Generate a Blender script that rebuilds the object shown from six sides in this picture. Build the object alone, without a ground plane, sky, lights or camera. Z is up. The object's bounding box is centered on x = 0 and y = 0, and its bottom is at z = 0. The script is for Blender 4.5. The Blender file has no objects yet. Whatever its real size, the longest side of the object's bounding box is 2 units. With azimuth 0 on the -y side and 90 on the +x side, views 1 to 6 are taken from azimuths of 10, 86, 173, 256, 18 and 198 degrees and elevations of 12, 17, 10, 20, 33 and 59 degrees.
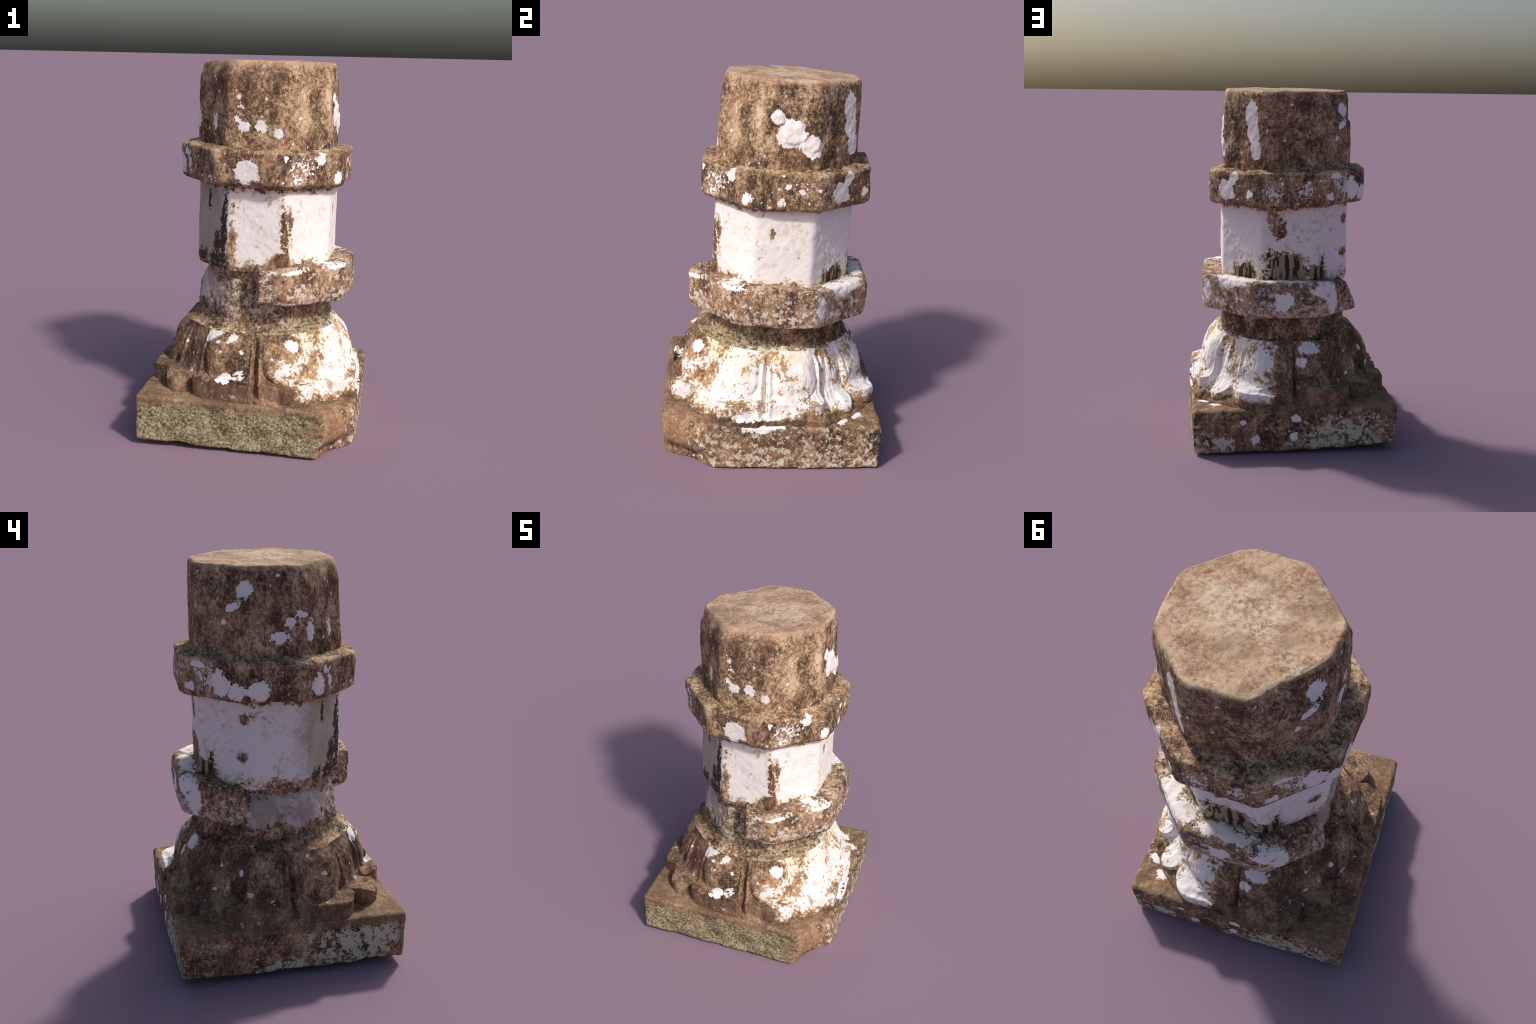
import bpy, math
import numpy as np

# ------------------------------------------------------------------ helpers
def hash3(ix, iy, iz, seed):
    h = (ix * 374761393 + iy * 668265263 + iz * 2147483647 + seed * 974634777) & 0xFFFFFFFF
    h = ((h ^ (h >> 13)) * 1274126177) & 0xFFFFFFFF
    h = (h ^ (h >> 16)) & 0xFFFFFFFF
    return h.astype(np.float64) / 4294967295.0 * 2.0 - 1.0

def vnoise(p, seed=0):
    """Smooth value noise in [-1, 1]; p is (n, 3)."""
    i = np.floor(p).astype(np.int64)
    f = p - i
    f = f * f * f * (f * (f * 6 - 15) + 10)
    out = 0.0
    for dx in (0, 1):
        wx = f[:, 0] if dx else 1 - f[:, 0]
        for dy in (0, 1):
            wy = f[:, 1] if dy else 1 - f[:, 1]
            for dz in (0, 1):
                wz = f[:, 2] if dz else 1 - f[:, 2]
                out = out + wx * wy * wz * hash3(i[:, 0] + dx, i[:, 1] + dy, i[:, 2] + dz, seed)
    return out

def fbm(p, size, octaves=3, seed=0, gain=0.5):
    q = np.asarray(p) / size
    a, tot, out = 1.0, 0.0, 0.0
    for o in range(octaves):
        out = out + a * vnoise(q * 2 ** o + 17.3 * o, seed + o)
        tot += a
        a *= gain
    return out / tot

def sstep(x, a, b):
    t = np.clip((x - a) / (b - a), 0, 1)
    return t * t * (3 - 2 * t)

def azdiff(a, b):
    """signed difference a-b of azimuths, degrees, in (-180, 180]"""
    return (a - b + 180.0) % 360.0 - 180.0

def lerp(x, pts):
    pts = sorted(pts)
    return np.interp(x, [q[0] for q in pts], [q[1] for q in pts])

def smooth_curve(pts, n):
    """Catmull-Rom-like resampling (by chord length) of control points."""
    pts = np.array(pts, float)
    d = np.r_[0, np.cumsum(np.linalg.norm(np.diff(pts, axis=0), axis=1))]
    m = np.zeros_like(pts)
    m[1:-1] = (pts[2:] - pts[:-2]) / (d[2:] - d[:-2])[:, None]
    m[0] = (pts[1] - pts[0]) / (d[1] - d[0]); m[-1] = (pts[-1] - pts[-2]) / (d[-1] - d[-2])
    x = np.linspace(0, d[-1], n)
    k = np.clip(np.searchsorted(d, x, side='right') - 1, 0, len(d) - 2)
    h = (d[k + 1] - d[k]); t = ((x - d[k]) / h)[:, None]; h = h[:, None]
    return ((2*t**3 - 3*t**2 + 1) * pts[k] + (t**3 - 2*t**2 + t) * h * m[k]
            + (-2*t**3 + 3*t**2) * pts[k + 1] + (t**3 - t**2) * h * m[k + 1])

SOLID = "stone_pedestal"
root = bpy.data.objects.new(SOLID, None)
bpy.context.scene.collection.objects.link(root)
root["label"] = "weathered lichen covered stone pedestal with lotus petal base"
root["category"] = "stone pedestal"

def make_object(name, verts, faces, mat=None, normals=None):
    me = bpy.data.meshes.new(name)
    faces = np.asarray(faces, dtype=np.int32)
    k = faces.shape[1]
    me.vertices.add(len(verts)); me.vertices.foreach_set("co", np.asarray(verts, np.float32).ravel())
    me.loops.add(faces.size); me.loops.foreach_set("vertex_index", faces.ravel())
    me.polygons.add(len(faces))
    me.polygons.foreach_set("loop_start", np.arange(0, faces.size, k, dtype=np.int32))
    me.update(calc_edges=True); me.validate()
    me.polygons.foreach_set("use_smooth", np.ones(len(me.polygons), bool))
    if normals is not None:
        me.normals_split_custom_set_from_vertices([tuple(n) for n in normals])
    ob = bpy.data.objects.new(name, me)
    bpy.context.scene.collection.objects.link(ob)
    ob.parent = root
    if mat is not None:
        me.materials.append(mat)
    return ob

def grid_faces(nr, nc, closed=True):
    r = np.arange(nr - 1)[:, None]; c = np.arange(nc if closed else nc - 1)[None, :]
    c2 = (c + 1) % nc
    return np.stack([r * nc + c, r * nc + c2, (r + 1) * nc + c2, (r + 1) * nc + c], -1).reshape(-1, 4)

def normals_of(verts, faces):
    v = verts
    n = np.zeros_like(v)
    a = v[faces[:, 2]] - v[faces[:, 0]]; b = v[faces[:, 3]] - v[faces[:, 1]]
    fn = np.cross(a, b)
    for k in range(4):
        np.add.at(n, faces[:, k], fn)
    return n / np.maximum(np.linalg.norm(n, axis=1, keepdims=True), 1e-12)

def weather(v, n, amp=1.0, seed=0, pits=1.0):
    """eroded-stone relief along the normals"""
    d = 0.006 * fbm(v, 0.22, 2, seed) + 0.0035 * fbm(v, 0.06, 2, seed + 5)
    d += 0.0016 * fbm(v, 0.018, 2, seed + 9)
    pit = fbm(v, 0.03, 2, seed + 13)
    d -= 0.0045 * pits * sstep(pit, 0.42, 0.85)
    return v + n * (amp * d)[:, None]

def soft_clip(v, normal, dist, soft=0.01):
    """push points lying beyond the plane n.p = dist back on to it"""
    nn = np.array(normal, float); nn /= np.linalg.norm(nn)
    s = v @ nn - dist
    over = np.where(s / soft > 30, s, soft * np.log1p(np.exp(np.clip(s / soft, -50, 30))))
    return v - np.outer(over, nn)

def octagon(az, rot, dists, sharp=38.0):
    """radius of an (irregular, slightly rounded) octagon; az in degrees.
    faces look to azimuth rot + 45 k and lie dists[k] from the centre"""
    acc = 0.0
    for k in range(8):
        c = np.cos(np.radians(azdiff(az, rot + 45 * k))) / dists[k]
        acc = acc + np.maximum(c, 1e-6) ** sharp
    return (acc / 2.0) ** (-1.0 / sharp)      # corners reach the full circumradius

def polar(cx, cy, r, az, z):
    a = np.radians(az)
    return np.stack([cx + r * np.sin(a), cy - r * np.cos(a), z + 0 * r], -1)

def profile_rows(pts, step):
    """resample a polyline (scale, z, sharp corners kept) by arc length"""
    out = []
    for (a, b) in zip(pts[:-1], pts[1:]):
        L = math.hypot((b[0] - a[0]) * 0.4, b[1] - a[1])
        m = max(2, int(L / step))
        for i in range(m):
            t = i / m
            out.append((a[0] + (b[0] - a[0]) * t, a[1] + (b[1] - a[1]) * t))
    out.append(pts[-1])
    return np.array(out)

AZ = np.arange(560) * 360.0 / 560

def prism(name, rot, dists, profile, centre, mat, sharp=38, amp=1.0, seed=0, shape=None,
          step=0.006, tilt=None, pits=1.0):
    rows = profile_rows(profile, step)
    nr, nc = len(rows), len(AZ)
    R = octagon(AZ, rot, dists, sharp)[None, :] * rows[:, 0:1]
    Z = np.repeat(rows[:, 1:2], nc, 1)
    A = np.repeat(AZ[None, :], nr, 0)
    if shape is not None:
        R, Z = shape(A, Z, R, rows)
    C = np.array([centre(z) for z in rows[:, 1]])
    V = polar(C[:, 0:1], C[:, 1:2], R, A, Z).reshape(-1, 3)
    if tilt is not None:
        V[:, 2] += tilt(V)
    F = grid_faces(nr, nc)
    n = normals_of(V, F)
    V = weather(V, n, amp, seed, pits)
    return V, F

def finish(name, V, F, mat, flip=False):
    if flip:
        F = F[:, ::-1]
    return make_object(name, V, F, mat)

# face order for octagons: azimuth 0 (-y), 45, 90 (+x), 135, 180 (+y), 225, 270 (-x), 315
CO = math.cos(math.pi / 8)

def line(z0, c0, z1, c1):
    def f(z):
        t = (z - z0) / (z1 - z0)
        return (c0[0] + (c1[0] - c0[0]) * t, c0[1] + (c1[1] - c0[1]) * t)
    return f
# ------------------------------------------------------------------ upper shaft (capital drum)
def drum_profile(R, z0, z1, bev):
    return [(0.02, z0), (0.95, z0), (1.0, z0 + 0.01), (1.0, z1 - bev), (1 - bev * 0.55, z1 - bev * 0.35),
            (1 - 1.7 * bev, z1), (0.6, z1 + 0.003), (0.001, z1 + 0.003)]

# some corners of the octagon are crisp, others worn nearly round
DRUM_SHARP = lerp(AZ, [(0, 30), (19.5, 22), (42, 24), (64.5, 26), (87, 34), (109.5, 60), (132, 34), (154.5, 26), (177, 26),
                       (199.5, 26), (222, 26), (244.5, 24), (267, 26), (289.5, 28), (312, 40), (334.5, 60), (360, 30)]) * 1.5

def drum_shape(A, Z, R, rows):
    R = R * (1 - 0.018 * sstep(Z, 1.55, 1.98))
    # ragged, worn top arris
    q = np.stack([np.sin(np.radians(A)).ravel(), np.cos(np.radians(A)).ravel(), 0 * A.ravel()], -1)
    rag = (0.5 + 0.5 * fbm(q, 0.35, 3, 19)).reshape(A.shape)
    wear = sstep(Z, 1.90, 1.995) * sstep(R, 0.25, 0.36)
    round_top = 0.366
    R = R + wear * (np.minimum(R, round_top * (R / np.maximum(R, 0.36))) - R) * 0.8 - 0.026 * wear * rag ** 1.6
    return R, Z

def build_drum(mat):
    d = [0.385 * CO] * 8
    V, F = prism("upper_shaft", -3, d, drum_profile(1, 1.535, 1.992, 0.026),
                 line(1.55, (0.017, 0.041), 1.98, (0.017, 0.057)), mat, sharp=DRUM_SHARP, seed=3, pits=0.5,
                 shape=drum_shape)
    az = np.degrees(np.arctan2(V[:, 0] - 0.017, -(V[:, 1] - 0.05))) % 360
    rr = np.hypot(V[:, 0] - 0.017, V[:, 1] - 0.05)
    side = sstep(rr, 0.28, 0.32)
    V[:, 2] -= 0.030 * (V[:, 1] - 0.05) * sstep(V[:, 2], 1.8, 1.98)
    # chipped shoulder on the front-left corner
    for ca, dd in ((-52, 1.136), (-30, 1.150)):
        a = np.radians(ca)
        V = soft_clip(V, (math.sin(a) * 0.894, -math.cos(a) * 0.894, 0.447), dd + 0.006 * fbm(V, 0.05, 2, 23), 0.008)
    # a spall on the left-back corner: everything above a slanting ledge is set back
    zc = 1.952 - 0.0026 * azdiff(az, 200)
    zone = sstep(az, 196, 216) * (1 - sstep(az, 246, 268)) * side
    a = np.radians(228)
    V = soft_clip(V, (math.sin(a) * 0.97, -math.cos(a) * 0.97, 0.243), 0.810 + 0.006 * fbm(V, 0.06, 2, 29), 0.008)
    spall = zone * sstep(V[:, 2] - zc, -0.012, 0.006)
    V = V - np.stack([np.sin(np.radians(az)), -np.cos(np.radians(az)), 0 * az], -1) * (0.013 * spall)[:, None]
    # swollen lichen crusts
    for (p, rad) in CRUSTS:
        q = np.linalg.norm(V - np.array(p), axis=1) / rad
        q = q * (1 + 0.18 * fbm(V, 0.03, 2, 71))
        lift = (1 - sstep(q, 0.75, 1.05)) * (0.008 + 0.006 * fbm(V, 0.035, 2, 77))
        V = V + np.stack([np.sin(np.radians(az)), -np.cos(np.radians(az)), 0 * az], -1) * lift[:, None]
    return finish("upper_shaft", V, F, mat)

CRUSTS = [((0.383, -0.030, 1.800), 0.038), ((0.383, 0.050, 1.735), 0.066), ((0.375, 0.135, 1.690), 0.052)]

# ------------------------------------------------------------------ upper ring
def build_upper_ring(mat):
    d = [0.470 * CO] * 8
    prof = [(0.55, 1.580), (0.8, 1.572), (0.84, 1.560), (0.90, 1.554), (0.980, 1.551), (1.0, 1.541), (1.0, 1.398), (0.99, 1.380), (0.95, 1.364),
            (0.84, 1.358), (0.55, 1.358)]
    prof = [(s, z) for s, z in prof][::-1]
    V, F = prism("upper_ring", -4.5, d, prof, lambda z: (0.016, 0.046), mat, sharp=90, seed=21, amp=0.95,
                 tilt=lambda V: -0.022 * V[:, 0])
    # worn notches along the upper arris
    e = sstep(V[:, 2], 1.50, 1.545) * sstep(fbm(V, 0.07, 2, 33), 0.15, 0.6)
    V[:, 2] -= 0.016 * e
    return finish("upper_ring", V, F, mat)

# ------------------------------------------------------------------ shaft
def build_shaft(mat):
    d = [0.385 * CO] * 8
    prof = [(0.3, 0.903), (0.86, 0.903), (0.975, 0.912), (1.0, 0.940), (1.0, 1.40), (0.3, 1.40)]
    V, F = prism("shaft", -1.5, d, prof, line(0.93, (0.024, 0.026), 1.35, (0.029, 0.036)), mat, sharp=64, seed=41,
                 amp=0.8, pits=0.5)
    return finish("shaft", V, F, mat)

# ------------------------------------------------------------------ lower ring (broken away at front left)
def ring_presence(az, z):
    """1 where the ring survives, 0 where it broke off (between the back-left and the front)"""
    u = azdiff(az, 118)
    front = sstep(u, -121 + 3 * np.sin(z * 40), -114)
    back = 1 - sstep(u, 111 - 60 * (z - 0.85), 132 - 60 * (z - 0.85))
    return front * back

def build_lower_ring(mat):
    d = [0.508 * CO, 0.514 * CO, 0.504 * CO, 0.502 * CO, 0.503 * CO, 0.503 * CO, 0.49 * CO, 0.49 * CO]
    prof = [(0.5, 0.748), (0.80, 0.750), (0.94, 0.755), (0.982, 0.764), (0.997, 0.790), (1.0, 0.815), (1.0, 0.935), (0.985, 0.955),
            (0.95, 0.962), (0.80, 0.955), (0.5, 0.95)]
    def shape(A, Z, R, rows):
        keep = ring_presence(A, Z)
        inner = 0.33
        R2 = np.where(R > inner, inner + (R - inner) * keep, R)
        # the broken front end is rounded off, and the top dips in a saddle beside it
        u = azdiff(A, 6)
        e = (1 - sstep(u, 0, 16)) * sstep(u, -8, 0)
        Z2 = 0.845 + (Z - 0.845) * (1 - 0.14 * e * sstep(R, 0.36, 0.46))
        dip = np.exp(-((azdiff(A, 19)) / 9.0) ** 2) * sstep(Z, 0.90, 0.945) * (1 - sstep(R, 0.40, 0.45))
        # worn down where it peters out at the back left
        fade = sstep(azdiff(A, 118), 74, 130) * sstep(Z, 0.80, 0.95)
        return R2, Z2 - 0.035 * dip - 0.035 * fade
    V, F = prism("lower_ring", -3, d, prof, lambda z: (0.027, 0.026), mat, sharp=52, seed=61, shape=shape, amp=1.3,
                 tilt=lambda V: -0.022 * V[:, 1])
    return finish("lower_ring", V, F, mat)

# ------------------------------------------------------------------ neck
def build_neck(mat):
    d = [0.375 * CO] * 8
    prof = [(0.3, 0.56), (1.05, 0.56), (1.03, 0.62), (1.0, 0.66), (1.0, 0.80), (0.98, 0.85), (0.93, 0.88), (0.90, 0.92), (0.3, 0.92)]
    def shape(A, Z, R, rows):
        # the scar where the ring broke off bulges a little
        scar = 1 - sstep(np.abs(azdiff(A, 298)), 55, 75)
        k = fbm(np.stack([A.ravel() / 400, Z.ravel(), 0 * A.ravel()], -1), 0.09, 2, 5).reshape(A.shape)
        R = R * (1 - 0.075 * scar * sstep(Z, 0.78, 0.87))
        return R + scar * sstep(Z, 0.70, 0.77) * (1 - sstep(Z, 0.84, 0.90)) * (0.004 + 0.022 * k), Z
    V, F = prism("neck", 0, d, prof, line(0.6, (0.023, 0.012), 0.9, (0.024, 0.022)), mat, sharp=30, seed=81, amp=1.4, shape=shape)
    return finish("neck", V, F, mat)

# ------------------------------------------------------------------ lotus bell with petals
PETALS = [(-14, 19.5), (24, 18.5), (65, 19), (102.5, 18.5), (160, 20.5), (199, 19), (250, 19.5), (290, 20)]
TIPS = [(45, 8), (132, 9), (225, 10), (318, 10)]         # small under-petals on the plinth diagonals
BELL_C = (0.007, 0.003)

LIP = [(0.300, 0.690), (0.350, 0.648), (0.370, 0.626), (0.398, 0.610), (0.416, 0.602)]
BODY = [(0.416, 0.602), (0.434, 0.572), (0.462, 0.525), (0.481, 0.478), (0.494, 0.430), (0.503, 0.390),
        (0.530, 0.366), (0.585, 0.352), (0.624, 0.336), (0.638, 0.310), (0.634, 0.260), (0.600, 0.200)]
GROOVE = [(0.416, 0.602), (0.425, 0.568), (0.442, 0.525), (0.456, 0.478), (0.467, 0.430), (0.477, 0.390),
          (0.496, 0.350), (0.530, 0.312), (0.580, 0.278), (0.610, 0.258), (0.615, 0.235), (0.600, 0.190)]
FOOT_LIFT = [0.034, 0.016, 0.004, 0.0, 0.0, 0.0, 0.0, 0.014, -0.02, -0.01, 0.0, 0.020]
NT = 180

def build_bell(mat_lip, mat_petal):
    naz = 900
    az = np.arange(naz) * 360.0 / naz
    lip = smooth_curve(LIP, 22)[:-1]
    P = smooth_curve(BODY, NT); G = smooth_curve(GROOVE, NT)
    t = np.linspace(0, 1, NT)[:, None]
    owner = np.zeros(naz, int); W = np.full(naz, 9.0)
    allp = [(c, h, 0) for c, h in PETALS] + [(c, h, 1) for c, h in TIPS]
    best = np.full(naz, 1e9)
    for k, (c, h, kind) in enumerate(allp):
        w = azdiff(az, c) / h
        sc = np.abs(w)
        m = sc < best
        best[m] = sc[m]; owner[m] = k; W[m] = w[m]
    r = np.zeros((NT, naz)); z = np.zeros((NT, naz))
    aw = np.minimum(np.abs(W), 1.0)[None, :]
    kind = np.array([allp[o][2] for o in owner])[None, :]
    # petal sheet: full inside, falling to the groove at its edges; the foot is rounded in plan
    foot = np.clip((t - 0.53) / 0.23, 0, 1)
    reach = np.clip(1 - foot ** 1.45, 0, 1) ** 0.56
    cut = 1 - sstep(aw, reach - 0.12, reach + 0.005)
    dome = 1 - 0.30 * aw ** 2.2                                   # each petal is convex across
    edge = cut * (dome + (1 - dome) * sstep(t, 0.48, 0.58))
    mix = np.where(t > 0.765, 0, edge)
    toe = np.clip(1 - aw ** 2.4, 0, 1) ** 0.5
    mix = np.where(kind == 1, mix * (0.30 + np.array([{132: 0.25, 45: 0.0, 318: 0.68}.get(allp[o][0], 0.5) for o in owner])[None, :] * sstep(t, 0.48, 0.60)), mix)
    # toes reach just to the faces of the square plinth
    a = np.radians(az)
    lim = np.minimum(np.where(np.sin(a) > 0, np.where(az < 82, 0.556, 0.545), 0.566) / np.maximum(np.abs(np.sin(a)), 1e-3), np.where(np.cos(a) > 0, 0.552, 0.566) / np.maximum(np.abs(np.cos(a)), 1e-3))
    lim = np.minimum(lim, 0.640 - 0.055 * np.exp(-(azdiff(az, 48) / 11.0) ** 2))[None, :]
    tipr = P[:, 0].max()
    grow = sstep(P[:, 0:1], 0.53, tipr)
    lean = 0.010 * np.clip(np.cos(np.radians(azdiff(az, 280))), 0, 1)[None, :] + 0.012 * np.exp(-(azdiff(az, 54) / 16.0) ** 2)[None, :]
    Pr = P[:, 0:1] - lean * sstep(t, 0.05, 0.2) * (1 - sstep(t, 0.5, 0.62)) + (np.minimum(lim, 0.63) - tipr) * grow
    r = G[:, 0:1] + (Pr - G[:, 0:1]) * mix
    r = np.minimum(r, lim + 0.010)
    z = G[:, 1:2] + (P[:, 1:2] - G[:, 1:2]) * mix
    lift = np.array([FOOT_LIFT[o] for o in owner])[None, :]
    z += lift * mix * sstep(t, 0.50, 0.62)
    # raised egg-shaped bulb on each petal, framed by a border rim
    tb = np.clip((t - 0.30) / 0.22, 0, 1)
    egg = np.sqrt((aw / 0.74) ** 2 + tb ** 2)
    bulb = np.sqrt(np.clip(1 - egg ** 2.4, 0, 1)) * sstep(t, 0.02, 0.14) * (kind == 0)
    r += 0.017 * bulb
    r -= 0.006 * np.exp(-((egg - 1.06) / 0.05) ** 2) * sstep(t, 0.06, 0.16) * (kind == 0)
    rim = np.exp(-((aw - 0.86) / 0.07) ** 2) * sstep(t, 0.10, 0.2) * (1 - sstep(t, 0.55, 0.7)) * (kind == 0)
    r += 0.008 * rim
    seam = np.exp(-((aw - 1.0) / 0.045) ** 2) * sstep(t, 0.02, 0.10)
    r -= 0.012 * seam
    # eroded pleats running down the petals, strongest on the right-hand back corner
    q = np.stack([np.repeat(np.sin(a)[None, :], NT, 0).ravel() * 6, np.repeat(np.cos(a)[None, :], NT, 0).ravel() * 6,
                  np.repeat(t * 0.8, naz, 1).ravel()], -1)
    pleat = fbm(q, 0.42, 3, 191).reshape(r.shape)
    strong = 0.004 + 0.007 * np.exp(-(azdiff(az, 128) / 26.0) ** 2)[None, :]
    r += strong * pleat * sstep(t, 0.03, 0.15) * (1 - sstep(t, 0.6, 0.75))
    # curled toe: a low lip along the border of each foot
    curl = np.exp(-((t - 0.71) / 0.05) ** 2) * (kind == 0) * mix
    z += 0.010 * curl
    hollow = np.exp(-((t - 0.59) / 0.05) ** 2) * (kind == 0) * (1 - aw ** 2)
    z -= 0.006 * hollow * (lift < 0.02)
    # no hidden undercuts: below the foot's rim the wall drops straight to the plinth
    keep = sstep(t, 0.50, 0.56)
    wall = np.maximum.accumulate(r, axis=0)
    r = r + keep * (wall - 0.012 * sstep(t, 0.78, 0.95) - r)
    # full surface = lip rows + petal rows
    rl = np.repeat(lip[:, 0:1], naz, 1); zl = np.repeat(lip[:, 1:2], naz, 1)
    octo = octagon(az, 0, [1.0 * CO] * 8, 20)
    octo = (octo / octo.mean())[None, :]
    blend_l = np.linspace(1.0, 1.0, len(lip))[:, None]
    rl = rl * (1 + (octo - 1) * 0.75 * blend_l)
    r = r * (1 + (octo - 1) * 0.75 * (1 - sstep(t, 0.05, 0.5)))
    Rr = np.vstack([rl, r]); Zz = np.vstack([zl, z])
    A = np.repeat(az[None, :], len(Rr), 0)
    V = polar(BELL_C[0], BELL_C[1], Rr, A, Zz).reshape(-1, 3)
    F = grid_faces(len(Rr), naz)[:, ::-1]
    n = normals_of(V, F)
    V = weather(V, n, 1.1, 101, 0.5)
    # broken toes
    low = sstep(-V[:, 2], -0.40, -0.34)
    V[:, 2] -= 0.022 * low * sstep(fbm(V, 0.11, 2, 131), 0.15, 0.6)
    n = normals_of(V, F)
    nl = len(lip)
    # split by region
    frow = np.repeat(np.arange(len(Rr) - 1), naz); fcol = np.tile(np.arange(naz), len(Rr) - 1)
    region = np.where(frow < nl, -1, owner[fcol])
    for k in range(-1, len(allp)):
        sel = F[region == k]
        if len(sel) == 0:
            continue
        used, inv = np.unique(sel, return_inverse=True)
        nm = "bell_collar" if k < 0 else ("petal" if allp[k][2] == 0 else "under_petal")
        make_object(nm, V[used], inv.reshape(sel.shape), mat_lip if k < 0 else mat_petal, n[used])

# ------------------------------------------------------------------ plinth
def build_plinth(mat):
    n = 190; m = 56
    # six-sided dense box parametrised on the unit cube, then shaped
    vs, fs, off = [], [], 0
    def face(nu, nv, f):
        nonlocal off
        u, v = np.meshgrid(np.linspace(-1, 1, nu), np.linspace(-1, 1, nv), indexing='ij')
        p = f(u, v).reshape(-1, 3)
        i = np.arange(nu - 1)[:, None] * nv + np.arange(nv - 1)[None, :]
        q = np.stack([i, i + nv, i + nv + 1, i + 1], -1).reshape(-1, 4) + off
        vs.append(p); fs.append(q); off += nu * nv
    o = lambda u: np.ones_like(u)
    face(n, n, lambda u, v: np.stack([u, v, o(u)], -1))
    face(n, n, lambda u, v: np.stack([v, u, -o(u)], -1))
    face(n, m, lambda u, v: np.stack([u, -o(u), v], -1))
    face(n, m, lambda u, v: np.stack([-u, o(u), v], -1))
    face(n, m, lambda u, v: np.stack([o(u), u, v], -1))
    face(n, m, lambda u, v: np.stack([-o(u), -u, v], -1))
    V = np.vstack(vs); F = np.vstack(fs)
    # weld
    key = np.round(V * 1e5).astype(np.int64)
    _, first, inv = np.unique(key, axis=0, return_index=True, return_inverse=True)
    V = V[first]; F = inv.reshape(-1)[F]
    x, y, w = V[:, 0], V[:, 1], V[:, 2]
    # rounded arrises: superellipse pull
    def rnd(a, b, half, rad):
        ex = np.maximum(np.abs(a) * half[0] - (half[0] - rad), 0); ey = np.maximum(np.abs(b) * half[1] - (half[1] - rad), 0)
        return ex, ey
    hx, hy, hz, rad = 0.563, 0.579, 0.125, 0.020
    p = np.stack([x * hx, y * hy, w * hz], -1)
    h = np.array([hx, hy, hz])
    core = np.clip(p, -(h - rad), h - rad)
    d = p - core
    L = np.linalg.norm(d, axis=1, keepdims=True)
    V = core + np.where(L > 1e-9, d / np.maximum(L, 1e-9), 0) * np.minimum(L, rad)
    # sit: the underside rises to the left, the top is slightly warped
    X, Y = V[:, 0].copy(), V[:, 1].copy()
    up = (V[:, 2] + hz) / (2 * hz)
    ztop = 0.261 - 0.018 * X - 0.012 * Y - 0.012 * sstep(X, 0.30, 0.55) * (1 - sstep(Y, 0.3, 0.5))
    zbot = 0.012 - 0.028 * X + 0.012 * (1 - sstep(X, 0.2, 0.4)) * fbm(np.stack([X, Y, 0 * X], -1), 0.16, 3, 7)
    V[:, 2] = zbot + up * (ztop - zbot)
    # faces: front leans in at the foot, plan is a little out of square
    V[:, 1] += np.where(Y < 0, 0.012 * (1 - up), 0) * np.abs(Y) / hy
    V[:, 1] -= 0.018 * np.clip(Y / hy, 0, 1) * np.clip(X / hx * 0.5 + 0.5, 0, 1)
    V[:, 0] += 0.008 * (X > 0) * np.clip(X / hx, 0, 1)
    Nn = normals_of(V, F)
    V = weather(V, Nn, 1.5, 151)
    # lost front-right corner: scooped slope above, ragged undercut break below
    along = (V[:, 0] - 0.47) * 0.567 + (V[:, 1] + 0.43) * 0.824
    sl = np.array([0.60, -0.42, 0.68]); sl /= np.linalg.norm(sl)
    dist = 0.662 - 0.026 * np.exp(-(along / 0.09) ** 2) + 0.008 * fbm(V, 0.06, 2, 163)
    V = soft_clip(V, sl, dist, 0.010)
    c = np.array([0.824, -0.567, 0.0])
    V = soft_clip(V, c, 0.636 + 0.050 * sstep(V[:, 2], 0.03, 0.12) - 0.026 * np.exp(-(along / 0.09) ** 2) * (1 - sstep(V[:, 2], 0.03, 0.09)), 0.006)
    V[:, 2] = np.maximum(V[:, 2] - V[:, 2].min() - 0.006, 0.0)
    return make_object("plinth", V, F, mat)
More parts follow.
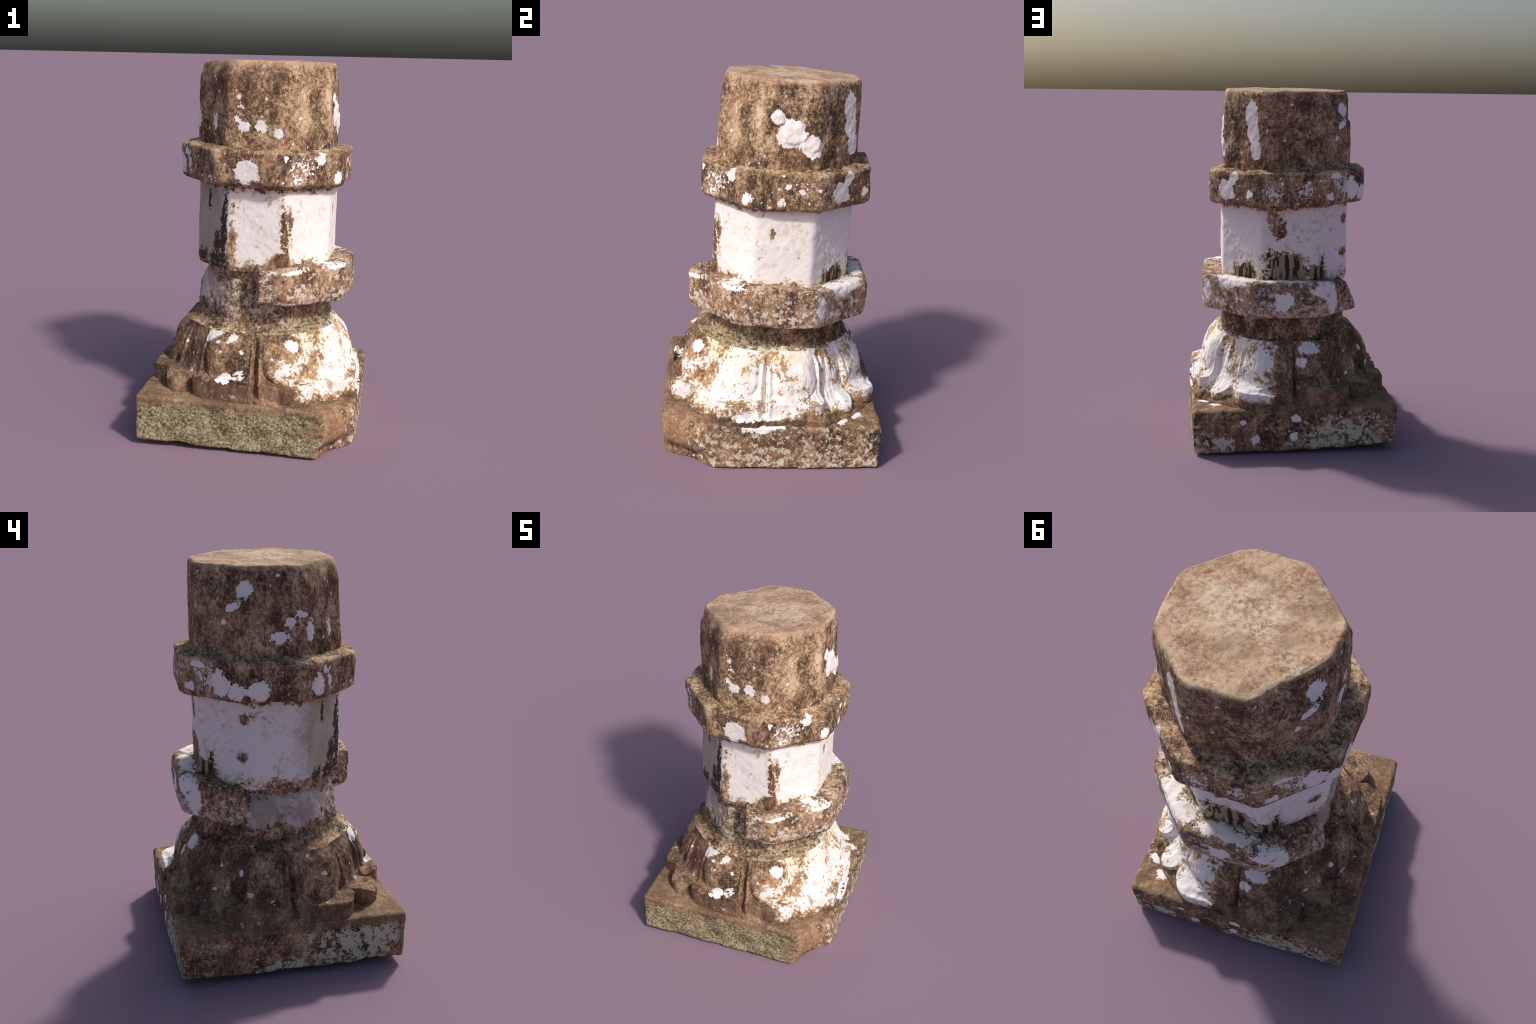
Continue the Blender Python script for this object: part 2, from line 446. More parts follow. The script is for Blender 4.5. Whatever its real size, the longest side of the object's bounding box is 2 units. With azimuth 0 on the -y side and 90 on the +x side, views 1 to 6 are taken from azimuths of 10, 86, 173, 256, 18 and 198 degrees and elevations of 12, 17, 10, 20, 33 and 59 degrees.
# ------------------------------------------------------------------ materials
class Graph:
    """tiny expression helper over a material's node tree"""
    def __init__(self, name):
        self.mat = bpy.data.materials.new(name)
        self.mat.use_nodes = True
        self.t = self.mat.node_tree
        self.bsdf = self.t.nodes["Principled BSDF"]
        self.P = self.t.nodes.new("ShaderNodeTexCoord").outputs["Object"]
        self._xyz = None
        w1 = self.noise(13, 3, 0.6, color=True)
        w2 = self.noise(75, 2, 0.6, color=True)
        self.Pw = self.vmath('ADD', self.P, self.vmath('ADD',
                    self.vmath('MULTIPLY', self.vmath('SUBTRACT', w1, (0.5,) * 3), (0.055,) * 3),
                    self.vmath('MULTIPLY', self.vmath('SUBTRACT', w2, (0.5,) * 3), (0.022,) * 3)))
        self.rag = self.noise(48, 5, 0.7)
        self.mid = self.noise(24, 3, 0.6)
        self.fine = self.noise(190, 3, 0.65)

    def link(self, sock, val):
        if isinstance(val, bpy.types.NodeSocket):
            self.t.links.new(val, sock)
        elif hasattr(sock.default_value, '__len__') and not hasattr(val, '__len__'):
            sock.default_value = [val] * len(sock.default_value)
        else:
            sock.default_value = val

    def math(self, op, a, b=0.0, clamp=False):
        n = self.t.nodes.new("ShaderNodeMath"); n.operation = op; n.use_clamp = clamp
        self.link(n.inputs[0], a); self.link(n.inputs[1], b)
        return n.outputs[0]

    def add(self, a, b): return self.math('ADD', a, b)
    def sub(self, a, b): return self.math('SUBTRACT', a, b)
    def mul(self, a, b): return self.math('MULTIPLY', a, b)
    def max(self, a, b): return self.math('MAXIMUM', a, b)
    def min(self, a, b): return self.math('MINIMUM', a, b)

    def vmath(self, op, a, b=(0, 0, 0), c=None):
        n = self.t.nodes.new("ShaderNodeVectorMath"); n.operation = op
        self.link(n.inputs[0], a)
        if op not in ('LENGTH',):
            self.link(n.inputs[1], b)
        if c is not None:
            self.link(n.inputs[2], c)
        return n.outputs["Value"] if op in ('LENGTH', 'DOT_PRODUCT', 'DISTANCE') else n.outputs["Vector"]

    def noise(self, scale, detail=4, rough=0.6, stretch=None, color=False, warp=False):
        n = self.t.nodes.new("ShaderNodeTexNoise")
        v = self.Pw if warp else self.P
        if stretch is not None:
            v = self.vmath('MULTIPLY', v, stretch)
        self.link(n.inputs["Vector"], v)
        n.inputs["Scale"].default_value = scale; n.inputs["Detail"].default_value = detail
        n.inputs["Roughness"].default_value = rough
        return n.outputs["Color"] if color else n.outputs[0]

    def step(self, x, a, b):
        n = self.t.nodes.new("ShaderNodeMapRange"); n.interpolation_type = 'SMOOTHSTEP'
        self.link(n.inputs["Value"], x)
        n.inputs["From Min"].default_value = a; n.inputs["From Max"].default_value = b
        return n.outputs["Result"]

    def xyz(self, k):
        if self._xyz is None:
            n = self.t.nodes.new("ShaderNodeSeparateXYZ"); self.link(n.inputs[0], self.P); self._xyz = n.outputs
        return self._xyz[k]

    def mix(self, f, a, b):
        n = self.t.nodes.new("ShaderNodeMix"); n.data_type = 'RGBA'
        self.link(n.inputs[0], f)
        for s, v in ((n.inputs[6], a), (n.inputs[7], b)):
            self.link(s, (*v, 1) if isinstance(v, tuple) else v)
        return n.outputs[2]

    def ramp(self, x, stops):
        n = self.t.nodes.new("ShaderNodeValToRGB"); self.link(n.inputs[0], x)
        e = n.color_ramp.elements
        while len(e) < len(stops):
            e.new(0.5)
        for el, (p, c) in zip(e, stops):
            el.position = p; el.color = (*c, 1)
        return n.outputs[0]

    # --- masks -----------------------------------------------------------
    def blobs(self, items, warp=True):
        """signed field, > 0 inside any of the ellipsoids (centre, radii)"""
        acc = None
        for c, r in items:
            rr = (r, r, r) if not hasattr(r, '__len__') else r
            s = tuple(1.0 / q for q in rr)
            v = self.vmath('MULTIPLY_ADD', self.Pw if warp else self.P, s, tuple(-ci * si for ci, si in zip(c, s)))
            d = self.sub(1.0, self.vmath('LENGTH', v))
            acc = d if acc is None else self.max(acc, d)
        return acc

    def patch(self, items, ragged=0.5, edge=0.06):
        """hard-edged crusts with a ragged outline"""
        d = self.blobs(items)
        d = self.add(d, self.mul(self.sub(self.rag, 0.5), ragged))
        d = self.add(d, self.mul(self.sub(self.fine, 0.5), 0.7 * ragged))
        d = self.add(d, self.mul(self.sub(self.mid, 0.5), 1.6 * ragged))
        return self.step(d, -0.02, edge)

    def glow(self, items):
        """soft 0..1 bump around the ellipsoids, for biasing a threshold"""
        return self.step(self.blobs(items), -0.35, 0.75)

    def toward(self, az, a, b):
        """0..1 as the point's direction seen from the axis turns towards azimuth az (metres along it)"""
        k = math.radians(az)
        d = self.vmath('DOT_PRODUCT', self.Pw, (math.sin(k), -math.cos(k), 0))
        return self.step(d, a, b)

    def spots(self, scale, lo, hi, bias=None):
        """round lichen spots of mixed sizes"""
        n = self.t.nodes.new("ShaderNodeTexVoronoi"); n.feature = 'F1'
        self.link(n.inputs["Vector"], self.Pw); n.inputs["Scale"].default_value = scale
        wn = self.t.nodes.new("ShaderNodeSeparateColor"); self.link(wn.inputs[0], n.outputs["Color"])
        size = self.add(lo, self.mul(self.math('POWER', wn.outputs[0], 2.5), hi - lo))
        if bias is not None:
            size = self.add(size, bias)
        d = self.sub(size, n.outputs["Distance"])
        d = self.add(d, self.mul(self.sub(self.rag, 0.5), 0.35))
        return self.step(d, 0.0, 0.05)

    def speckle(self, scale, thr, soft=0.05, bias=None, stretch=None, detail=5):
        x = self.noise(scale, detail, 0.72, stretch=stretch)
        if bias is not None:
            x = self.add(x, bias)
        return self.step(x, thr, thr + soft)

    def finish(self, color, height=None, rough=0.92, bump=0.45, dist=0.004):
        self.link(self.bsdf.inputs["Base Color"], color)
        self.bsdf.inputs["Roughness"].default_value = rough
        self.bsdf.inputs["Specular IOR Level"].default_value = 0.25
        if height is not None:
            b = self.t.nodes.new("ShaderNodeBump")
            b.inputs["Strength"].default_value = bump; b.inputs["Distance"].default_value = dist
            self.link(b.inputs["Height"], height)
            self.t.links.new(b.outputs[0], self.bsdf.inputs["Normal"])
        return self.mat

DARK, UMBER, BROWN, TAN = (0.048, 0.033, 0.023), (0.110, 0.068, 0.043), (0.235, 0.143, 0.086), (0.58, 0.405, 0.255)
WHITE, CREAM, OCHRE, GREEN = (0.89, 0.835, 0.82), (0.66, 0.57, 0.40), (0.57, 0.37, 0.18), (0.30, 0.275, 0.155)
PINKISH, BLACK = (0.50, 0.42, 0.38), (0.045, 0.034, 0.027)

def stone(g, streak=1.0, light=0.0, warm=0.0, grain=1.0):
    """mottled sandstone: dark crust, brown ground and tan grains; streak < 1 draws it out vertically"""
    a = g.noise(10, 6, 0.68, stretch=(1, 1, streak))
    b = g.noise(58, 4, 0.66, stretch=(1, 1, 0.35 + 0.65 * streak))
    x = g.add(g.add(g.mul(a, 0.85), g.mul(b, 0.68 * grain)), g.mul(g.fine, 0.60 * grain))
    x = g.add(g.add(x, 0.076 - 0.64 * grain), light)
    c = g.ramp(x, [(0.38, DARK), (0.445, UMBER), (0.51, BROWN), (0.575, (0.37, 0.245, 0.15)), (0.65, TAN), (0.74, (0.68, 0.54, 0.38))])
    red = g.step(g.noise(5, 3, 0.5), 0.42, 0.62)
    c = g.mix(g.mul(red, 0.45 + warm), c, g.mix(0.5, c, (0.32, 0.15, 0.095)))
    return c, x

def white_crust(g, stain=0.0):
    """pale plaster-like lichen crust with faint ochre stains"""
    s = g.step(g.add(g.mul(g.noise(7, 4, 0.65), 0.6), g.mul(g.rag, 0.4)), 0.57 - stain, 0.70 - stain)
    c = g.mix(g.mul(s, 0.75), WHITE, (0.70, 0.575, 0.38))
    fleck = g.step(g.add(g.mul(g.noise(26, 4, 0.7), 0.6), g.mul(g.noise(4, 2), 0.4)), 0.575, 0.63)
    c = g.mix(g.mul(fleck, 0.55), c, (0.56, 0.42, 0.25))
    return g.mix(g.mul(g.step(g.fine, 0.55, 0.8), 0.18), c, (0.62, 0.54, 0.46))

def upper_shaft_material():
    g = Graph("upper_shaft_stone")
    tan = g.glow([((0.24, -0.25, 1.76), (0.055, 0.055, 0.16)), ((0.35, -0.125, 1.76), (0.05, 0.05, 0.15))])
    top = g.step(g.xyz(2), 1.955, 1.99)
    # cut top is a fresher, paler stone
    a = g.add(g.mul(tan, 0.11), g.mul(top, 0.125))
    c, h = stone(g, 0.72, g.add(a, 0.012))
    c = g.mix(g.mul(top, 0.40), c, (0.48, 0.275, 0.195))
    c = g.mix(g.mul(top, g.mul(g.step(g.noise(4.2, 4, 0.6), 0.46, 0.60), g.mul(g.step(g.rag, 0.42, 0.60), 0.8))), c, (0.72, 0.60, 0.45))
    c = g.mix(g.mul(top, g.mul(g.step(g.noise(3.0, 3, 0.6, warp=True), 0.52, 0.62), 0.45)), c, (0.20, 0.135, 0.085))
    moss = g.mul(g.glow([((0.31, -0.19, 1.70), (0.05, 0.05, 0.13))]), g.step(g.rag, 0.42, 0.6))
    c = g.mix(g.mul(moss, 0.6), c, (0.16, 0.13, 0.065))
    sp = g.speckle(60, 0.63, 0.06, bias=g.mul(g.step(g.noise(4, 2), 0.4, 0.7), 0.06), stretch=(1, 1, 0.6))
    c = g.mix(g.mul(sp, 0.7), c, (0.52, 0.42, 0.30))
    w = g.patch([((0.393, -0.032, 1.808), 0.042), ((0.390, 0.038, 1.723), 0.078), ((0.383, 0.140, 1.665), 0.056),
                 ((0.241, 0.337, 1.855), (0.047, 0.047, 0.075)), ((0.232, 0.344, 1.765), (0.042, 0.042, 0.07)),
                 ((0.221, 0.357, 1.665), (0.036, 0.036, 0.055))], 0.25)
    w2 = g.patch([((-0.083, -0.312, 1.817), 0.017), ((-0.073, -0.314, 1.776), 0.017), ((-0.091, -0.320, 1.710), 0.020),
                  ((-0.056, -0.324, 1.669), 0.034), ((0.026, -0.319, 1.672), 0.028), ((0.123, -0.320, 1.641), 0.028),
                  ((-0.224, -0.222, 1.683), (0.018, 0.018, 0.04)), ((-0.290, 0.223, 1.882), 0.043), ((-0.278, 0.269, 1.801), (0.04, 0.04, 0.024)),
                  ((-0.349, 0.054, 1.664), (0.045, 0.045, 0.032)), ((-0.344, 0.004, 1.733), 0.028), ((-0.340, -0.041, 1.765), (0.03, 0.03, 0.018)),
                  ((-0.336, -0.093, 1.691), (0.026, 0.026, 0.045)), ((-0.208, 0.339, 1.626), 0.014), ((-0.244, 0.304, 1.732), 0.016)], 0.9)
    w = g.max(w, g.mul(w2, g.sub(1.0, g.mul(top, 0.8))))
    s = g.mul(g.spots(30, -0.20, 0.30), g.sub(1.0, top))
    w = g.max(w, g.mul(s, 0.9))
    c = g.mix(w, c, white_crust(g, -0.03))
    return g.finish(c, g.add(g.mul(h, 0.7), g.mul(w, 0.10)))

def upper_ring_material():
    g = Graph("upper_ring_stone")
    top = g.step(g.xyz(2), 1.530, 1.545)
    c, h = stone(g, 0.7, g.add(g.mul(top, 0.05), 0.008))
    w = g.patch([((-0.030, -0.397, 1.441), 0.064), ((0.331, -0.253, 1.511), (0.034, 0.034, 0.034)), ((0.407, -0.169, 1.410), 0.034),
                 ((-0.380, -0.194, 1.469), (0.022, 0.022, 0.07)), ((-0.205, -0.339, 1.405), 0.024), ((0.380, 0.313, 1.440), (0.05, 0.06, 0.065)),
                 ((0.345, 0.345, 1.510), (0.04, 0.045, 0.04)), ((0.463, -0.009, 1.406), 0.021), ((0.423, 0.034, 1.372), 0.02),
                 ((0.247, 0.428, 1.430), 0.03), ((-0.321, 0.333, 1.450), (0.06, 0.06, 0.06)), ((-0.196, 0.465, 1.420), 0.032),
                 ((-0.380, 0.263, 1.425), (0.045, 0.05, 0.045)), ((-0.434, 0.171, 1.430), 0.055), ((-0.415, -0.111, 1.450), (0.05, 0.04, 0.055)),
                 ((-0.231, 0.429, 1.530), (0.05, 0.04, 0.02)), ((-0.401, -0.171, 1.515), 0.024)], 0.6)
    sp = g.glow([((0.26, -0.34, 1.46), 0.085), ((0.132, 0.493, 1.437), 0.06), ((-0.037, 0.483, 1.45), 0.055), ((-0.27, 0.40, 1.48), 0.07)])
    speck = g.speckle(55, 0.60, 0.05, bias=g.mul(sp, 0.13))
    s = g.max(g.spots(22, -0.15, 0.36), g.spots(43, -0.15, 0.32))
    w = g.max(w, g.max(g.mul(s, g.sub(1.0, top)), g.mul(g.step(sp, 0.1, 0.4), speck)))
    st = g.speckle(26, 0.56, 0.06, stretch=(1, 1, 0.3))
    c = g.mix(g.mul(g.mul(st, 0.6), g.sub(1.0, top)), c, (0.47, 0.305, 0.195))
    c = g.mix(g.mul(g.mul(g.speckle(17, 0.55, 0.06, stretch=(1, 1, 0.35)), 0.6), g.sub(1.0, top)), c, DARK)
    c = g.mix(g.mul(g.speckle(70, 0.62), 0.5), c, (0.50, 0.42, 0.30))
    c = g.mix(w, c, white_crust(g, 0.0))
    return g.finish(c, g.add(g.mul(h, 0.7), g.mul(w, 0.10)))

def shaft_material():
    g = Graph("shaft_limewash")
    c, h = stone(g, 0.3, 0.005)
    # dark tar-like runs with bare tan stone between them
    runs = g.noise(36, 3, 0.6, stretch=(1, 1, 0.16))
    dk = g.mix(g.step(runs, 0.46, 0.52), BLACK, (0.40, 0.27, 0.17))
    z = g.xyz(2)
    n = g.add(g.mul(g.noise(9, 5, 0.7), 0.55), g.mul(g.rag, 0.45))
    bare = g.add(g.mul(g.step(z, 1.305, 1.372), 0.17), g.mul(g.sub(1.0, g.step(z, 0.90, 1.035)), 0.16))
    bare = g.add(bare, g.mul(g.glow([((-0.108, -0.33, 1.09), (0.035, 0.05, 0.17)), ((0.171, -0.326, 1.13), (0.03, 0.05, 0.14)),
                                     ((0.16, -0.33, 0.97), (0.09, 0.07, 0.06)), ((0.198, -0.306, 1.16), (0.02, 0.02, 0.12)),
                                     ((0.10, 0.39, 1.26), (0.06, 0.05, 0.10)), ((0.05, 0.39, 1.02), (0.17, 0.06, 0.10)),
                                     ((-0.12, 0.385, 1.00), (0.07, 0.06, 0.05)), ((0.28, 0.30, 0.98), (0.09, 0.09, 0.06)),
                                     ((-0.16, 0.36, 1.00), (0.05, 0.05, 0.08)), ((0.39, -0.04, 1.22), (0.02, 0.02, 0.05)),
                                     ((-0.30, 0.216, 1.08), (0.06, 0.06, 0.04)), ((-0.30, 0.216, 1.272), (0.03, 0.03, 0.03))]), 0.20))
    tarry = g.patch([((-0.160, -0.30, 1.12), (0.026, 0.04, 0.20)), ((-0.20, -0.265, 0.955), (0.09, 0.08, 0.055)),
                     ((-0.255, -0.195, 1.265), (0.014, 0.02, 0.07)), ((-0.20, -0.265, 1.05), (0.04, 0.04, 0.06)),
                     ((-0.29, -0.15, 0.965), (0.05, 0.08, 0.03))], 1.0)
    back = g.glow([((0.06, 0.40, 1.01), (0.22, 0.08, 0.11)), ((0.26, 0.33, 0.99), (0.10, 0.09, 0.09)), ((-0.14, 0.38, 1.01), (0.07, 0.06, 0.09)),
                   ((0.32, 0.24, 0.97), (0.05, 0.06, 0.05))])
    c = g.mix(g.step(back, 0.25, 0.5), c, dk)
    grime = g.glow([((-0.26, -0.19, 1.14), (0.17, 0.17, 0.45))])
    wash = g.sub(1.0, g.step(g.add(n, bare), 0.605, 0.645))
    pale = white_crust(g, 0.02)
    dirt = g.step(g.add(g.mul(g.noise(11, 5, 0.7, stretch=(1, 1, 0.5)), 0.5), g.mul(g.fine, 0.5)), 0.42, 0.60)
    pale = g.mix(g.mul(g.step(g.add(grime, g.mul(g.sub(n, 0.5), 1.8)), 0.0, 0.80), g.add(0.72, g.mul(dirt, 0.30))), pale, (0.40, 0.33, 0.24))
    pale = g.mix(g.mul(g.step(g.add(n, bare), 0.55, 0.62), 0.7), pale, (0.60, 0.47, 0.29))
    c = g.mix(wash, c, pale)
    c = g.mix(g.mul(tarry, g.step(g.rag, 0.30, 0.45)), c, g.mix(g.step(g.rag, 0.54, 0.66), (0.060, 0.044, 0.033), (0.30, 0.23, 0.155)))
    return g.finish(c, g.add(g.mul(h, g.sub(0.7, g.mul(wash, 0.55))), g.mul(wash, 0.12)))

def lower_ring_material():
    g = Graph("lower_ring_stone")
    z = g.xyz(2)
    c, h = stone(g, 0.6, 0.02, 0.1)
    w = g.patch([((0.371, 0.325, 0.945), (0.075, 0.10, 0.05)), ((0.30, 0.39, 0.945), (0.11, 0.06, 0.03)), ((0.470, 0.205, 0.870), (0.035, 0.045, 0.06)),
                 ((0.067, 0.486, 0.845), (0.06, 0.05, 0.05)), ((0.04, 0.43, 0.955), (0.14, 0.05, 0.02)), ((-0.15, 0.47, 0.91), (0.08, 0.05, 0.05)),
                 ((-0.21, 0.44, 0.85), (0.04, 0.05, 0.09)), ((0.40, -0.22, 0.955), (0.10, 0.08, 0.016)), ((0.20, -0.42, 0.945), (0.12, 0.035, 0.014))], 0.8)
    low = g.sub(1.0, g.step(z, 0.79, 0.90))
    speck = g.max(g.speckle(34, 0.56, 0.05, bias=g.mul(low, 0.055)), g.speckle(14, 0.60, 0.03))
    ruddy = g.speckle(18, 0.52, 0.1)
    c = g.mix(g.mul(ruddy, 0.5), c, g.mix(g.step(g.rag, 0.4, 0.6), (0.27, 0.15, 0.08), (0.52, 0.33, 0.185)))
    c = g.mix(g.mul(g.toward(150, 0.30, 0.5), g.mul(g.speckle(26, 0.46, 0.1), 0.55)), c, (0.40, 0.30, 0.245))
    c = g.mix(g.mul(speck, 0.9), c, (0.70, 0.61, 0.55))
    c = g.mix(w, c, white_crust(g, 0.02))
    return g.finish(c, g.add(g.mul(h, 0.8), g.mul(w, 0.10)))

def neck_material():
    g = Graph("neck_stone")
    z = g.xyz(2)
    c, h = stone(g, 0.7, -0.015)
    gr = g.mul(g.toward(40, 0.10, 0.28), g.sub(1.0, g.step(z, 0.66, 0.76)))
    c = g.mix(g.mul(gr, g.mul(g.speckle(55, 0.46, 0.14), 0.8)), c, g.mix(g.step(g.fine, 0.4, 0.6), (0.24, 0.21, 0.125), (0.50, 0.45, 0.30)))
    sp = g.speckle(30, 0.55, 0.06, bias=g.mul(g.toward(350, 0.2, 0.34), 0.05))
    c = g.mix(g.mul(sp, g.mul(g.toward(340, 0.05, 0.3), 0.85)), c, (0.62, 0.53, 0.41))
    # the broken left side wears a pale pinkish film
    film = g.add(g.mul(g.noise(7, 5, 0.68), 0.6), g.mul(g.rag, 0.4))
    f = g.step(g.add(film, g.mul(g.toward(285, 0.12, 0.32), g.mul(g.step(z, 0.62, 0.80), 0.20))), 0.57, 0.64)
    f = g.mul(f, g.toward(285, 0.0, 0.2))
    c = g.mix(f, c, g.mix(g.step(g.noise(10, 4), 0.45, 0.62), (0.46, 0.37, 0.325), (0.66, 0.60, 0.55)))
    c = g.mix(g.mul(g.speckle(50, 0.60), 0.4), c, DARK)
    return g.finish(c, g.mul(h, 0.9))

def bell_field(g):
    """where the white crust covers the lotus bell: the right side and a share of the back"""
    z = g.xyz(2)
    a = g.toward(88, 0.16, 0.42)
    b = g.mul(g.toward(150, 0.26, 0.50), g.sub(1.0, g.toward(250, -0.02, 0.12)))
    cov = g.max(a, b)
    cov = g.max(cov, g.glow([((0.24, -0.46, 0.44), (0.12, 0.10, 0.10))]))
    cov = g.mul(cov, g.step(z, 0.255, 0.335))
    return cov

def petal_material():
    g = Graph("petal_stone")
    z = g.xyz(2)
    c, h = stone(g, 0.7, -0.022, 0.0, 0.8)
    cov = bell_field(g)
    n = g.add(g.mul(g.noise(8, 5, 0.7), 0.55), g.mul(g.rag, 0.45))
    w = g.step(g.add(g.add(n, g.mul(g.sub(g.fine, 0.5), 0.12)), g.mul(cov, 0.160)), 0.605, 0.64)
    w = g.mul(w, g.step(cov, 0.02, 0.15))
    pts = g.patch([((-0.193, -0.392, 0.588), (0.06, 0.035, 0.04)), ((-0.016, -0.484, 0.523), 0.028), ((-0.017, -0.513, 0.464), 0.028),
                   ((-0.103, -0.519, 0.391), (0.042, 0.05, 0.03)), ((-0.159, -0.475, 0.519), (0.034, 0.02, 0.012)), 
                   ((0.243, -0.414, 0.558), 0.045), ((-0.079, -0.434, 0.586), 0.03), ((-0.081, 0.432, 0.565), (0.05, 0.04, 0.045)),
                   ((-0.032, 0.481, 0.498), 0.027), ((0.191, 0.472, 0.501), (0.07, 0.06, 0.07)), ((0.276, 0.480, 0.375), (0.06, 0.08, 0.06)),
                   ((0.50, 0.26, 0.33), (0.05, 0.05, 0.03)), ((0.56, -0.10, 0.29), (0.06, 0.14, 0.022)), ((-0.02, -0.50, 0.40), 0.03)], 0.7)
    s = g.mul(g.spots(20, -0.22, 0.30), g.sub(1.0, g.mul(g.sub(1.0, g.step(z, 0.30, 0.36)), 0.7)))
    cream = g.glow([((0.33, -0.30, 0.56), (0.12, 0.12, 0.06)), ((0.45, 0.0, 0.57), (0.06, 0.2, 0.03))])
    pale = g.mix(g.mul(cream, 0.75), white_crust(g, 0.03), (0.74, 0.65, 0.44))
    c = g.mix(g.mul(g.speckle(60, 0.63), 0.6), c, (0.50, 0.40, 0.28))
    c = g.mix(g.mul(g.speckle(28, 0.55, 0.07, stretch=(1, 1, 0.4)), 0.5), c, (0.36, 0.25, 0.185))
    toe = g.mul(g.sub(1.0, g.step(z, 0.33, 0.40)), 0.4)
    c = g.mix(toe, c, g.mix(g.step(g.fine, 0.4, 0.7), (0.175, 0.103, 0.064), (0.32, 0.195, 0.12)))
    m = g.max(g.max(w, pts), g.mul(s, 0.9))
    c = g.mix(g.mul(g.step(g.add(n, g.mul(cov, 0.20)), 0.56, 0.61), g.mul(g.step(cov, 0.05, 0.3), 0.6)), c, OCHRE)
    c = g.mix(m, c, pale)
    return g.finish(c, g.add(g.mul(h, g.sub(0.8, g.mul(m, 0.6))), g.mul(m, 0.10)))

def collar_material():
    g = Graph("collar_stone")
    c, h = stone(g, 1.0, -0.01)
    right_front = g.toward(70, 0.08, 0.32)  # mask for the olive-cream speckle on the collar's right front
    c = g.mix(g.mul(right_front, g.mul(g.speckle(60, 0.44, 0.16), 0.9)), c, g.mix(g.step(g.fine, 0.4, 0.6), (0.30, 0.26, 0.155), (0.60, 0.53, 0.36)))
    c = g.mix(g.mul(g.toward(105, 0.20, 0.42), g.speckle(20, 0.50, 0.06)), c, (0.72, 0.66, 0.56))
    c = g.mix(g.mul(g.toward(340, 0.24, 0.4), g.speckle(32, 0.55, 0.05)), c, CREAM)
    c = g.mix(g.spots(24, -0.25, 0.25), c, (0.60, 0.54, 0.46))
    return g.finish(c, g.mul(h, 0.9))

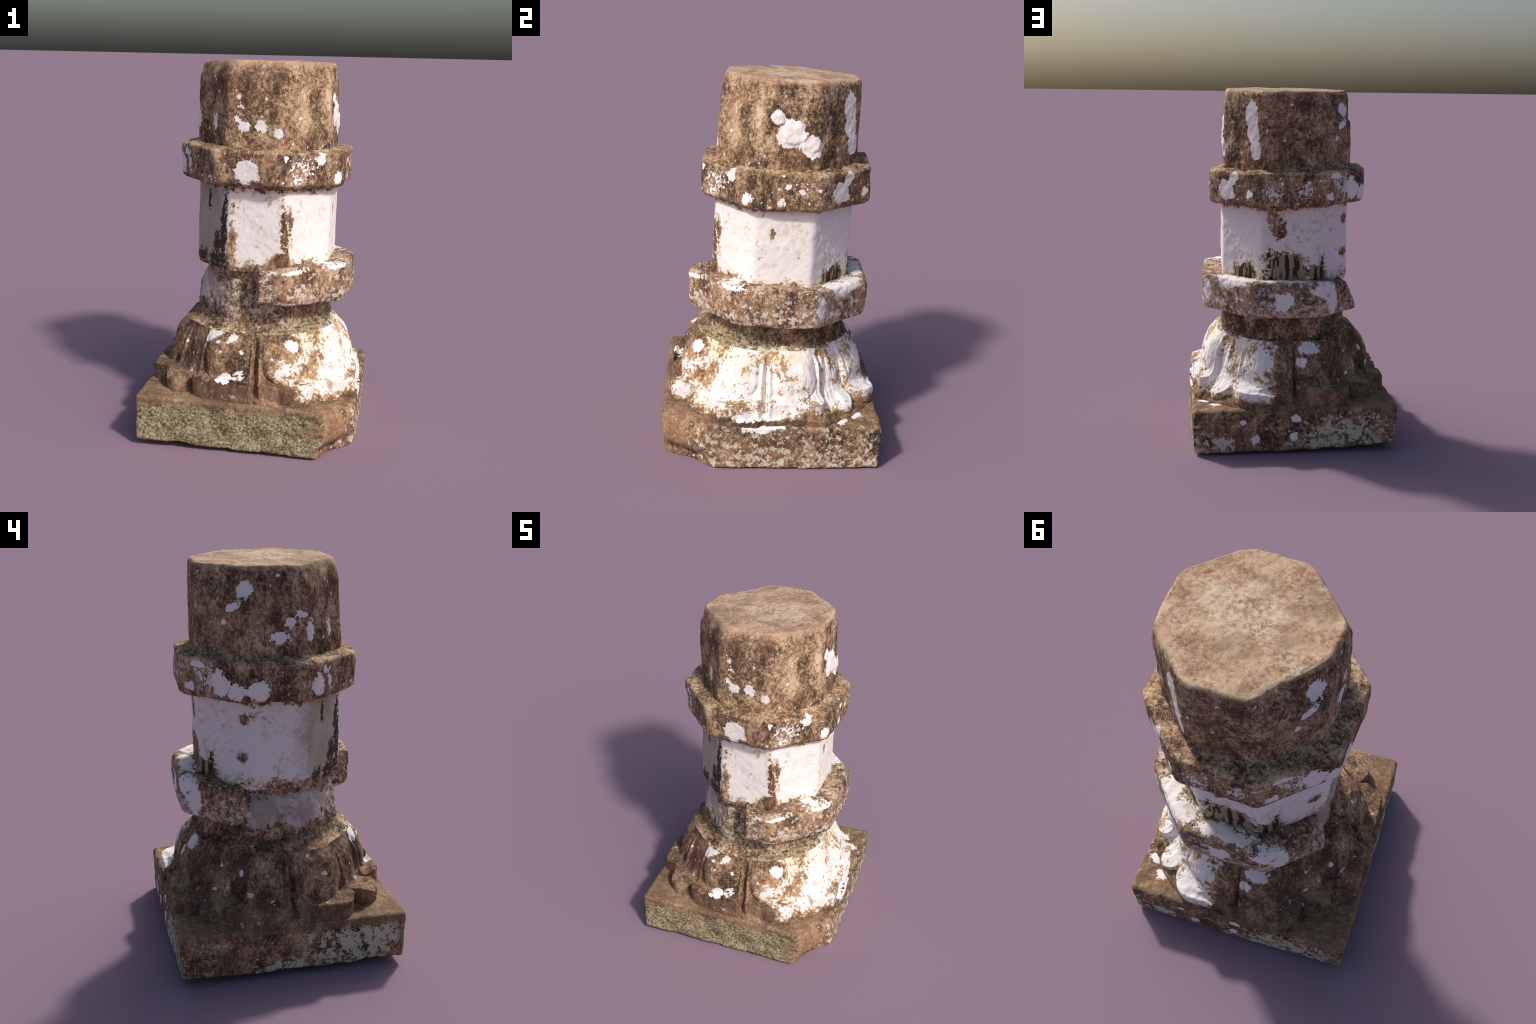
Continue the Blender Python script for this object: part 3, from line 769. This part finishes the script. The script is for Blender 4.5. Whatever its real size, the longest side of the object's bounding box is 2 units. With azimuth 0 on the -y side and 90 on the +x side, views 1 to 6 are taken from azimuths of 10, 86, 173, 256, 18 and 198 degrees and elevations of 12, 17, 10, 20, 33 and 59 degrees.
def plinth_material():
    g = Graph("plinth_stone")
    x, y, z = g.xyz(0), g.xyz(1), g.xyz(2)
    c, h = stone(g, 0.8, 0.0, 0.15)
    top = g.step(z, 0.235, 0.258)
    c = g.mix(g.mul(top, 0.6), c, g.mix(g.step(g.fine, 0.35, 0.7), (0.185, 0.115, 0.072), (0.33, 0.21, 0.13)))
    # front: dense olive-buff lichen meal
    front = g.mul(g.step(g.mul(y, -1.0), 0.535, 0.560), g.sub(1.0, g.step(g.add(z, g.mul(g.sub(g.rag, 0.5), 0.10)), 0.205, 0.262)))
    meal = g.add(g.mul(g.noise(85, 4, 0.7), 0.7), g.mul(g.noise(12, 4, 0.6), 0.3))
    mealc = g.ramp(meal, [(0.40, (0.080, 0.062, 0.035)), (0.47, (0.21, 0.175, 0.10)), (0.53, (0.38, 0.325, 0.195)), (0.60, (0.62, 0.54, 0.36))])
    c = g.mix(g.mul(front, 0.92), c, mealc)
    # right: cream speckle over brown, denser low down
    right = g.mul(g.step(x, 0.525, 0.548), g.sub(1.0, g.mul(g.step(z, 0.18, 0.25), 0.5)))
    sp = g.speckle(27, 0.53, 0.06, bias=g.mul(g.sub(1.0, g.step(z, 0.03, 0.16)), 0.05))
    c = g.mix(g.mul(right, g.mul(sp, 0.9)), c, (0.66, 0.60, 0.47))
    c = g.mix(g.mul(right, g.mul(g.speckle(11, 0.53, 0.1), 0.5)), c, (0.38, 0.23, 0.125))
    # fresh red stone on the broken corner
    scar = g.patch([((0.42, -0.47, 0.17), (0.14, 0.14, 0.10))], 0.5, 0.2)
    c = g.mix(g.mul(scar, 0.75), c, g.mix(g.step(g.rag, 0.35, 0.65), (0.20, 0.10, 0.055), (0.42, 0.245, 0.14)))
    c = g.mix(g.patch([((0.47, -0.42, 0.075), (0.07, 0.08, 0.014))], 1.0), c, (0.66, 0.60, 0.50))
    # left and back: grey-green rosettes
    lb = g.glow([((-0.562, -0.339, 0.15), (0.06, 0.30, 0.15)), ((-0.560, 0.03, 0.05), (0.06, 0.22, 0.05)), ((-0.30, 0.572, 0.12), (0.26, 0.06, 0.12)),
                 ((-0.16, 0.574, 0.06), (0.20, 0.06, 0.04)), ((0.44, 0.562, 0.06), (0.10, 0.06, 0.06))])
    ros = g.max(g.spots(24, -0.12, 0.36, bias=g.mul(lb, 0.34)), g.max(g.spots(47, -0.2, 0.34, bias=g.mul(lb, 0.26)), g.mul(g.step(lb, 0.02, 0.25), g.speckle(26, 0.58, 0.04, bias=g.mul(lb, 0.11)))))
    side = g.sub(1.0, g.step(z, 0.215, 0.25))
    notfront = g.sub(1.0, g.step(g.mul(y, -1.0), 0.52, 0.55))
    col = g.mix(g.step(x, -0.2, 0.2), (0.62, 0.60, 0.46), (0.70, 0.64, 0.59))
    c = g.mix(g.mul(g.mul(ros, side), g.mul(notfront, 0.92)), c, g.mix(g.step(g.fine, 0.5, 0.75), col, (0.42, 0.38, 0.28)))
    pts = g.patch([((0.298, 0.567, 0.186), 0.018), ((0.005, 0.571, 0.208), 0.024), ((0.011, 0.573, 0.096), 0.022), ((0.226, 0.568, 0.086), 0.024),
                   ((0.487, 0.363, 0.255), (0.045, 0.03, 0.03)), ((0.433, 0.439, 0.255), (0.045, 0.03, 0.03)), ((0.55, -0.08, 0.232), (0.03, 0.13, 0.022)),
                   ((0.50, 0.05, 0.25), (0.05, 0.20, 0.02))], 0.8)
    c = g.mix(pts, c, white_crust(g, 0.0))
    return g.finish(c, g.add(h, g.mul(ros, 0.05)), bump=0.55)

PETAL_MATERIAL = petal_material()
build_plinth(plinth_material())
build_bell(collar_material(), PETAL_MATERIAL)
build_neck(neck_material())
build_lower_ring(lower_ring_material())
build_shaft(shaft_material())
build_upper_ring(upper_ring_material())
build_drum(upper_shaft_material())
